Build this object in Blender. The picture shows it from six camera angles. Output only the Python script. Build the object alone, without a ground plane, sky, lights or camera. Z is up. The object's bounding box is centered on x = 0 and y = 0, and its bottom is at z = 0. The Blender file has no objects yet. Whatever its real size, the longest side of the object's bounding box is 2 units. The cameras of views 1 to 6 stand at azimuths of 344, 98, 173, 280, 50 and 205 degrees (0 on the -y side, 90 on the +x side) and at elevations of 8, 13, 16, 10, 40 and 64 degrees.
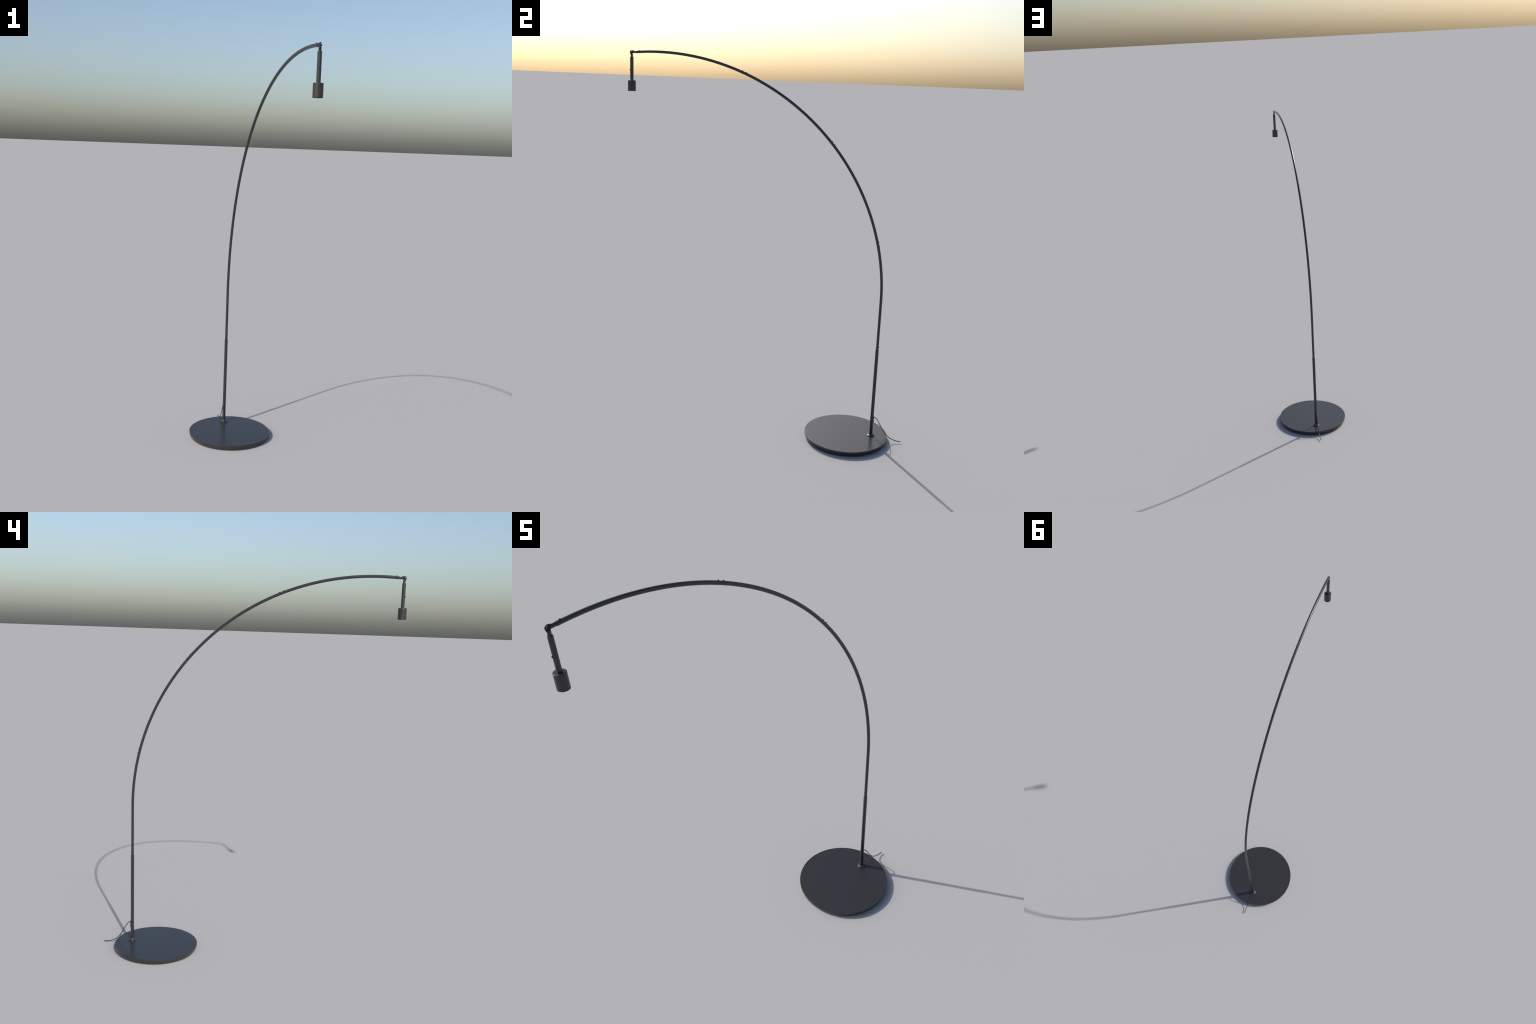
"""Slim dark-grey arc floor lamp: round weighted base, straight pole, one long
circular arm of four screwed tube sections, a half-lap hinge with a cable loop,
and a small cylindrical lamp head hanging on a thin stem."""
import bpy, math
from mathutils import Vector, Matrix

# ------------------------------------------------------------------ dimensions
POLE_Y = 0.5994          # pole axis (everything lies in the plane x = 0)
BASE_Y, BASE_R_TOP, BASE_R_BOTTOM, BASE_H = 0.46315, 0.2223, 0.2146, 0.0264
TUBE_R, SLEEVE_R = 0.0071, 0.0087
SLEEVE_TOP = 0.5162
ARC_START_Z, ARC_R = 0.7822, 1.2105
ARC_C = Vector((0, POLE_Y - ARC_R, ARC_START_Z))      # centre of the arm's circle
ARM_END_Y = -0.7150
PIVOT = Vector((0, -0.7400, 1.9862))
ROD_R = 0.0057           # hinge rods
STEM_R, STEM_TOP = 0.0087, 1.9637
HEAD_R, HEAD_BOTTOM, HEAD_TOP = 0.0203, 1.7941, 1.8482
CORD_R = 0.0020


# ------------------------------------------------------------------ materials
def coated_metal(name, color, rough, grain=0.0, spec=0.5, grain_scale=900.0):
    m = bpy.data.materials.new(name)
    m.use_nodes = True
    nt = m.node_tree
    b = nt.nodes["Principled BSDF"]
    b.inputs["Specular IOR Level"].default_value = spec
    tc = nt.nodes.new("ShaderNodeTexCoord")
    n1 = nt.nodes.new("ShaderNodeTexNoise")
    n1.inputs["Scale"].default_value = 9.0
    n1.inputs["Detail"].default_value = 1.0
    nt.links.new(tc.outputs["Object"], n1.inputs["Vector"])
    ramp = nt.nodes.new("ShaderNodeValToRGB")
    lo = [c * 0.98 for c in color]
    hi = [c * 1.02 for c in color]
    ramp.color_ramp.elements[0].position = 0.3
    ramp.color_ramp.elements[1].position = 0.7
    ramp.color_ramp.elements[0].color = (*lo, 1)
    ramp.color_ramp.elements[1].color = (*hi, 1)
    nt.links.new(n1.outputs["Fac"], ramp.inputs["Fac"])
    nt.links.new(ramp.outputs["Color"], b.inputs["Base Color"])
    mr = nt.nodes.new("ShaderNodeMapRange")
    mr.inputs["To Min"].default_value = rough - 0.006
    mr.inputs["To Max"].default_value = rough + 0.006
    nt.links.new(n1.outputs["Fac"], mr.inputs["Value"])
    nt.links.new(mr.outputs["Result"], b.inputs["Roughness"])
    if grain:
        n2 = nt.nodes.new("ShaderNodeTexNoise")
        n2.inputs["Scale"].default_value = grain_scale
        nt.links.new(tc.outputs["Object"], n2.inputs["Vector"])
        bump = nt.nodes.new("ShaderNodeBump")
        bump.inputs["Strength"].default_value = grain
        bump.inputs["Distance"].default_value = 0.0002
        nt.links.new(n2.outputs["Fac"], bump.inputs["Height"])
        nt.links.new(bump.outputs["Normal"], b.inputs["Normal"])
    return m


M_COAT = coated_metal("dark_grey_coating", (0.025, 0.025, 0.0253), 0.29)
M_BASE = coated_metal("dark_grey_base_coating", (0.025, 0.025, 0.0253), 0.28)
M_SCREW = coated_metal("black_screw", (0.005, 0.005, 0.0055), 0.45, spec=0.3)
M_CABLE = coated_metal("black_rubber_cable", (0.007, 0.0074, 0.0077), 0.33)
M_LENS = coated_metal("lamp_lens", (0.05, 0.05, 0.05), 0.25)

# ------------------------------------------------------------------ mesh tools
lamp = bpy.data.objects.new("arc_floor_lamp", None)
lamp.empty_display_size = 0.2
lamp.location = (0, BASE_Y, 0)
bpy.context.scene.collection.objects.link(lamp)
lamp["label"] = "slim dark grey arc floor lamp with round base and small spot"
lamp["category"] = "floor lamp"


def add(name, verts, faces, mat, parent=None, smooth_deg=35):
    me = bpy.data.meshes.new(name)
    me.from_pydata([tuple(v) for v in verts], [], faces)
    me.update()
    import bmesh
    bm = bmesh.new()
    bm.from_mesh(me)
    bmesh.ops.recalc_face_normals(bm, faces=bm.faces)
    bm.to_mesh(me)
    bm.free()
    for p in me.polygons:
        p.use_smooth = True
    me.set_sharp_from_angle(angle=math.radians(smooth_deg))
    me.materials.append(mat)
    return link(bpy.data.objects.new(name, me), parent)


def link(ob, parent=None):
    """All meshes are modelled in world coordinates around the thing's frame."""
    bpy.context.scene.collection.objects.link(ob)
    ob.parent = parent if parent else lamp
    root = Matrix.Translation(lamp.location)
    ob.matrix_parent_inverse = (root if parent is None else Matrix.Identity(4)).inverted()
    return ob


def arc_profile(cx, cz, r, a0, a1, n):
    """Rounded corner in (radius, height) space, degrees."""
    out = []
    for i in range(n + 1):
        a = math.radians(a0 + (a1 - a0) * i / n)
        out.append((cx + r * math.cos(a), cz + r * math.sin(a)))
    return out


def lathe(profile, origin=Vector((0, 0, 0)), axis=Vector((0, 0, 1)), seg=64):
    """Spin (radius, height) points round an axis; radius 0 makes a pole."""
    q = Vector((0, 0, 1)).rotation_difference(axis)
    # holding loops beside every edge keep long faces flat under smooth shading
    held = [profile[0]]
    for a, b in zip(profile, profile[1:]):
        length = math.dist(a, b)
        if length > 0.003:
            k = 0.0005 / length
            held += [(a[0] + (b[0] - a[0]) * t, a[1] + (b[1] - a[1]) * t) for t in (k, 1 - k)]
        held.append(b)
    profile = held
    V, F, rings = [], [], []
    for r, h in profile:
        if r < 1e-7:
            rings.append([len(V)])
            V.append(origin + q @ Vector((0, 0, h)))
        else:
            rings.append(list(range(len(V), len(V) + seg)))
            for i in range(seg):
                a = 2 * math.pi * i / seg
                V.append(origin + q @ Vector((r * math.cos(a), r * math.sin(a), h)))
    for A, B in zip(rings, rings[1:]):
        for i in range(seg):
            j = (i + 1) % seg
            if len(A) == 1 and len(B) == 1:
                continue
            if len(A) == 1:
                F.append((A[0], B[i], B[j]))
            elif len(B) == 1:
                F.append((A[i], A[j], B[0]))
            else:
                F.append((A[i], A[j], B[j], B[i]))
    return V, F


def sweep(path, radii, seg=24, bevel=0.0, tangents=(None, None)):
    """Round tube along a path that stays near the plane x = 0, flat caps."""
    n = len(path)
    if not isinstance(radii, (list, tuple)):
        radii = [radii] * n
    V, F, rings = [], [], []

    def ring(c, t, r):
        x = Vector((1, 0, 0))
        u = t.cross(x).normalized()
        w = u.cross(t).normalized()
        idx = list(range(len(V), len(V) + seg))
        for i in range(seg):
            a = 2 * math.pi * i / seg
            V.append(c + w * (r * math.cos(a)) + u * (r * math.sin(a)))
        rings.append(idx)

    for i, c in enumerate(path):
        a, b = path[max(i - 1, 0)], path[min(i + 1, n - 1)]
        t = (b - a).normalized()
        if i == 0 and tangents[0]:
            t = tangents[0]
        if i == n - 1 and tangents[1]:
            t = tangents[1]
        if bevel and i == 0:
            ring(c, t, radii[i] - bevel)
            ring(c + t * bevel, t, radii[i])
        elif bevel and i == n - 1:
            ring(c - t * bevel, t, radii[i])
            ring(c, t, radii[i] - bevel)
        else:
            ring(c, t, radii[i])
    for A, B in zip(rings, rings[1:]):
        for i in range(seg):
            j = (i + 1) % seg
            F.append((A[i], A[j], B[j], B[i]))
    F.append(tuple(rings[0]))
    F.append(tuple(reversed(rings[-1])))
    return V, F


def prism(poly, a, b, frame):
    """Extrude a closed 2-D polygon from a to b along the frame's third axis."""
    ex, ey, ez, o = frame
    n = len(poly)
    V = [o + ex * x + ey * y + ez * a for x, y in poly] + \
        [o + ex * x + ey * y + ez * b for x, y in poly]
    F = [tuple(range(n - 1, -1, -1)), tuple(range(n, 2 * n))]
    F += [(i, (i + 1) % n, n + (i + 1) % n, n + i) for i in range(n)]
    return V, F


def merge(*parts):
    V, F = [], []
    for v, f in parts:
        k = len(V)
        V += v
        F += [tuple(i + k for i in g) for g in f]
    return V, F


def on_arc(deg, r=ARC_R):
    """Point of the arm's circle, deg counted up from the horizontal at the pole."""
    a = math.radians(deg)
    return ARC_C + Vector((0, math.cos(a), math.sin(a))) * r


# ------------------------------------------------------------------ base
# side wall: near-vertical above, curving in towards the floor
prof = [(0, 0.0), (BASE_R_BOTTOM - 0.0006, 0.0)]
for i in range(9):
    t = i / 8
    prof.append((BASE_R_BOTTOM + (BASE_R_TOP - BASE_R_BOTTOM) * math.sin(math.pi / 2 * t) ** 0.8,
                 0.0006 + (BASE_H - 0.0026) * t ** 1.15))
prof += arc_profile(BASE_R_TOP - 0.0004, BASE_H - 0.0004, 0.0004, 0, 90, 4)
prof += [(0.12, BASE_H), (0, BASE_H)]
add("base_plate", *lathe(prof, Vector((0, BASE_Y, 0)), seg=192), M_BASE)

# bell-shaped flange: rounded rim, concave flare up to the pole
z0 = BASE_H + 0.0002
prof = [(0, z0), (0.0200, z0), (0.0208, z0 + 0.0004)]
prof += arc_profile(0.0193, z0 + 0.0018, 0.0018, 0, 80, 7)
FLARE_R, FLARE_H = 0.0096, 0.0115
for i in range(11):
    a = math.radians(270 - 90 * i / 10)
    prof.append((SLEEVE_R + 0.0001 + FLARE_R + FLARE_R * math.cos(a),
                 z0 + 0.0042 + FLARE_H + FLARE_H * math.sin(a)))
prof += [(0, z0 + 0.0042 + FLARE_H)]
add("pole_flange", *lathe(prof, Vector((0, POLE_Y, 0)), seg=64), M_COAT)

# ------------------------------------------------------------------ pole sleeve
prof = [(0, BASE_H - 0.004), (SLEEVE_R, BASE_H - 0.004), (SLEEVE_R, SLEEVE_TOP - 0.0008)]
prof += arc_profile(SLEEVE_R - 0.0008, SLEEVE_TOP - 0.0008, 0.0008, 0, 90, 4)[1:]
prof += [(0, SLEEVE_TOP)]
add("pole_sleeve", *lathe(prof, Vector((0, POLE_Y, 0)), seg=48), M_COAT)

# ------------------------------------------------------------------ arm of four tube sections
END_DEG = 90 + math.degrees(math.asin((ARC_C.y - ARM_END_Y) / ARC_R))
JOINTS = [14.27, 41.08, 68.02]            # between the screws of each pair


def arc_points(d0, d1):
    n = max(2, int(abs(d1 - d0) * 2.2))
    return [on_arc(d0 + (d1 - d0) * i / n) for i in range(n + 1)]


straight = [Vector((0, POLE_Y, SLEEVE_TOP - 0.02 + (ARC_START_Z - SLEEVE_TOP + 0.02) * i / 6))
            for i in range(6)]
stops = [0.0] + JOINTS + [END_DEG]
for k, (d0, d1) in enumerate(zip(stops, stops[1:])):
    pts = (straight if k == 0 else []) + arc_points(d0, d1)
    ends = [Vector((0, -math.sin(math.radians(d)), math.cos(math.radians(d)))) for d in (d0, d1)]
    tube = sweep(pts, TUBE_R, 40, 0.0, ends)
    if k == 3:                                   # softened open end at the hinge
        tube = merge(tube, sweep([pts[-1] - ends[1] * 0.0002, pts[-1] + ends[1] * 0.0006],
                                 [TUBE_R, TUBE_R - 0.0006], 40, 0.0, (ends[1], ends[1])))
    add("arm_tube", *tube, M_COAT, smooth_deg=30)

# ------------------------------------------------------------------ screws


def screw_mesh(r, h, name):
    p = [(0, -0.002), (r, -0.002), (r, h * 0.45)]
    p += arc_profile(r - h * 0.55, h * 0.45, h * 0.55, 0, 90, 4)[1:]
    p += [(r * 0.55, h), (r * 0.5, h * 0.1), (0, h * 0.1)]   # hex-key recess
    v, f = lathe(p, seg=20)
    me = bpy.data.meshes.new(name)
    me.from_pydata([tuple(a) for a in v], [], f)
    for q in me.polygons:
        q.use_smooth = True
    me.set_sharp_from_angle(angle=math.radians(40))
    me.materials.append(M_SCREW)
    return me


SET_SCREW = screw_mesh(0.0027, 0.0026, "set_screw")


def screw(me, at, out, parent=None, name="set_screw"):
    ob = link(bpy.data.objects.new(name, me), parent)
    ob.matrix_basis = Matrix.Translation(at) @ \
        Vector((0, 0, 1)).rotation_difference(out).to_matrix().to_4x4()
    return ob


for d in (13.73, 14.81, 40.54, 41.61, 67.49, 68.55,
          90 + math.degrees(math.asin((ARC_C.y + 0.7015) / ARC_R))):
    out = (on_arc(d) - ARC_C).normalized()
    screw(SET_SCREW, on_arc(d) + out * (TUBE_R - 0.0002), out)
screw(SET_SCREW, Vector((0, POLE_Y + TUBE_R - 0.0002, 0.5301)), Vector((0, 1, 0)))

# ------------------------------------------------------------------ hinge
X, Y, Z = Vector((1, 0, 0)), Vector((0, 1, 0)), Vector((0, 0, 1))
ARM_END = on_arc(END_DEG)


def slotted_rod(slot_half, slot_floor, n=32):
    """Round rod section with a cable slot open towards +v."""
    a0 = math.degrees(math.asin(slot_half / ROD_R))
    pts = []
    for i in range(n + 1):
        a = math.radians(90 + a0 + (360 - 2 * a0) * i / n)
        pts.append((ROD_R * math.cos(a), ROD_R * math.sin(a)))
    return pts + [(slot_half, slot_floor), (-slot_half, slot_floor)]


def half_lap_eye(side, back, origin, d, v, n=16):
    """Half-round lug on one side of x = 0, ending in a round eye about the pivot."""
    V, F, rings = [], [], []
    steps = [-back, 0.0] + [ROD_R * math.sin(math.radians(90 * k / 10)) for k in range(1, 11)]
    for s in steps:
        lim = ROD_R if s <= 0 else math.sqrt(max(ROD_R ** 2 - s * s, 1e-10))
        ring = [(0.0002, -min(lim, ROD_R)), ]
        for i in range(n + 1):
            a = math.radians(-90 + 180 * i / n)
            x, w = ROD_R * 0.93 * math.cos(a), ROD_R * math.sin(a)
            ring.append((max(x, 0.0003), max(-lim, min(lim, w))))
        ring.append((0.0002, lim))
        rings.append(list(range(len(V), len(V) + len(ring))))
        V += [origin + X * (side * x) + v * w + d * s for x, w in ring]
    m = len(rings[0])
    for A, B in zip(rings, rings[1:]):
        for i in range(m):
            j = (i + 1) % m
            F.append((A[i], A[j], B[j], B[i]))
    F.append(tuple(rings[0]))
    F.append(tuple(reversed(rings[-1])))
    return V, F


# arm side: shank along the arm's end tangent, eye on the +x half
d_arm = (PIVOT - ARM_END).normalized()
v_arm = X.cross(d_arm).normalized()
if v_arm.z < 0:
    v_arm = -v_arm
len_arm = (PIVOT - ARM_END).length
shank = prism(slotted_rod(0.0024, 0.0004), -len_arm - 0.004, -0.0060, (X, v_arm, d_arm, PIVOT))
eye = half_lap_eye(1, 0.0066, PIVOT, d_arm, v_arm)
add("hinge_arm_lug", *merge(shank, eye), M_COAT)

# stem side: shank straight up out of the stem, eye on the -x half
d_stem = Z
STEM_Y = -0.7398
v_stem = -Y
o = Vector((0, STEM_Y, PIVOT.z))
shank = prism(slotted_rod(0.0035, -0.0008), -(PIVOT.z - STEM_TOP) - 0.004, -0.0060, (X, v_stem, d_stem, o))
eye = half_lap_eye(-1, 0.0066, o, d_stem, v_stem)
add("hinge_stem_lug", *merge(shank, eye), M_COAT)

BOLT = screw_mesh(0.0038, 0.0020, "hinge_bolt")
screw(BOLT, PIVOT + X * (ROD_R - 0.0007), X, name="hinge_bolt")
screw(BOLT, PIVOT - X * (ROD_R - 0.0007), -X, name="hinge_bolt")


def catmull(pts, n=8):
    out = []
    P = [pts[0] * 2 - pts[1]] + pts + [pts[-1] * 2 - pts[-2]]
    for i in range(1, len(P) - 2):
        for k in range(n):
            t = k / n
            a, b, c, d = P[i - 1:i + 3]
            out.append(0.5 * ((2 * b) + (c - a) * t + (2 * a - 5 * b + 4 * c - d) * t * t
                              + (3 * b - a - 3 * c + d) * t ** 3))
    return out + [pts[-1]]


# cable leaving the arm's slot, looping outside the pivot, dropping into the stem
loop = [(0.030, 0.0040), (0.0225, 0.0032), (0.0150, 0.0046), (0.0090, 0.0073)]
loop += [(0.0084 * math.cos(math.radians(a)), 0.0088 * math.sin(math.radians(a)))
         for a in (65, 95, 125, 155, 185, 210)]
loop += [(-0.0056, -0.0085), (-0.0040, -0.0135), (-0.0030, -0.020), (-0.0028, -0.027)]
path = catmull([PIVOT + Vector((0, y, z)) for y, z in loop], 6)
add("hinge_cable", *sweep(path, 0.0020, 16), M_CABLE)

# ------------------------------------------------------------------ lamp head
prof = [(0, HEAD_TOP - 0.003), (STEM_R, HEAD_TOP - 0.003), (STEM_R, STEM_TOP - 0.0007)]
prof += arc_profile(STEM_R - 0.0007, STEM_TOP - 0.0007, 0.0007, 0, 90, 4)[1:]
prof += [(0, STEM_TOP)]
add("lamp_stem", *lathe(prof, Vector((0, STEM_Y, 0)), seg=48), M_COAT)
screw(screw_mesh(0.0030, 0.0030, "thumb_screw"), Vector((0, STEM_Y - STEM_R + 0.0002, 1.9004)),
      -Y, name="thumb_screw")

mid = (HEAD_BOTTOM + HEAD_TOP) / 2
prof = [(0, HEAD_BOTTOM + 0.010), (HEAD_R - 0.0013, HEAD_BOTTOM + 0.010),
        (HEAD_R - 0.0013, HEAD_BOTTOM), (HEAD_R - 0.0003, HEAD_BOTTOM),
        (HEAD_R, HEAD_BOTTOM + 0.0003),
        (HEAD_R, mid - 0.00015), (HEAD_R - 0.0001, mid - 0.00005),
        (HEAD_R - 0.0001, mid + 0.00005), (HEAD_R, mid + 0.00015)]
prof += arc_profile(HEAD_R - 0.0018, HEAD_TOP - 0.0018, 0.0018, 0, 90, 6)
prof += [(0, HEAD_TOP)]
shade = add("lamp_shade", *lathe(prof, Vector((0, STEM_Y, 0)), seg=96), M_COAT)
prof = [(0, 0), (0.0150, 0), (0.0165, 0.0012), (0.0165, 0.004), (0, 0.004)]
add("lamp_lens", *lathe(prof, Vector((0, STEM_Y, HEAD_BOTTOM + 0.0065)), seg=48), M_LENS, shade)

# ------------------------------------------------------------------ power cord
cord = [(0.600, 0.1290), (0.6075, 0.1312), (0.6147, 0.1318), (0.6224, 0.1268), (0.6300, 0.1170),
        (0.6378, 0.1050), (0.6532, 0.0770), (0.6686, 0.0524), (0.6841, 0.0343),
        (0.6995, 0.0225), (0.7149, 0.0148), (0.7303, 0.0099), (0.7457, 0.0072), (0.7605, 0.0064)]
path = catmull([Vector((0, y, z)) for y, z in cord], 8)
radii = [CORD_R + 0.0002 * max(0.0, (p.y - 0.70) / 0.06) for p in path]
add("power_cord", *sweep(path, radii, 14), M_CABLE)

# long narrow grommet on the back of the pole where the cord comes out
n = 12
outline = []
GR, G0, G1 = 0.0026, 0.1005, 0.1395
for i in range(n + 1):
    a = math.pi * i / n
    outline.append((GR * math.cos(a), G1 - GR + GR * math.sin(a)))
for i in range(n + 1):
    a = math.pi + math.pi * i / n
    outline.append((GR * math.cos(a), G0 + GR + GR * math.sin(a)))
o = Vector((0, POLE_Y, 0))
add("cord_grommet", *prism(outline, SLEEVE_R - 0.002, SLEEVE_R + 0.0020, (X, Z, Y, o)), M_CABLE)
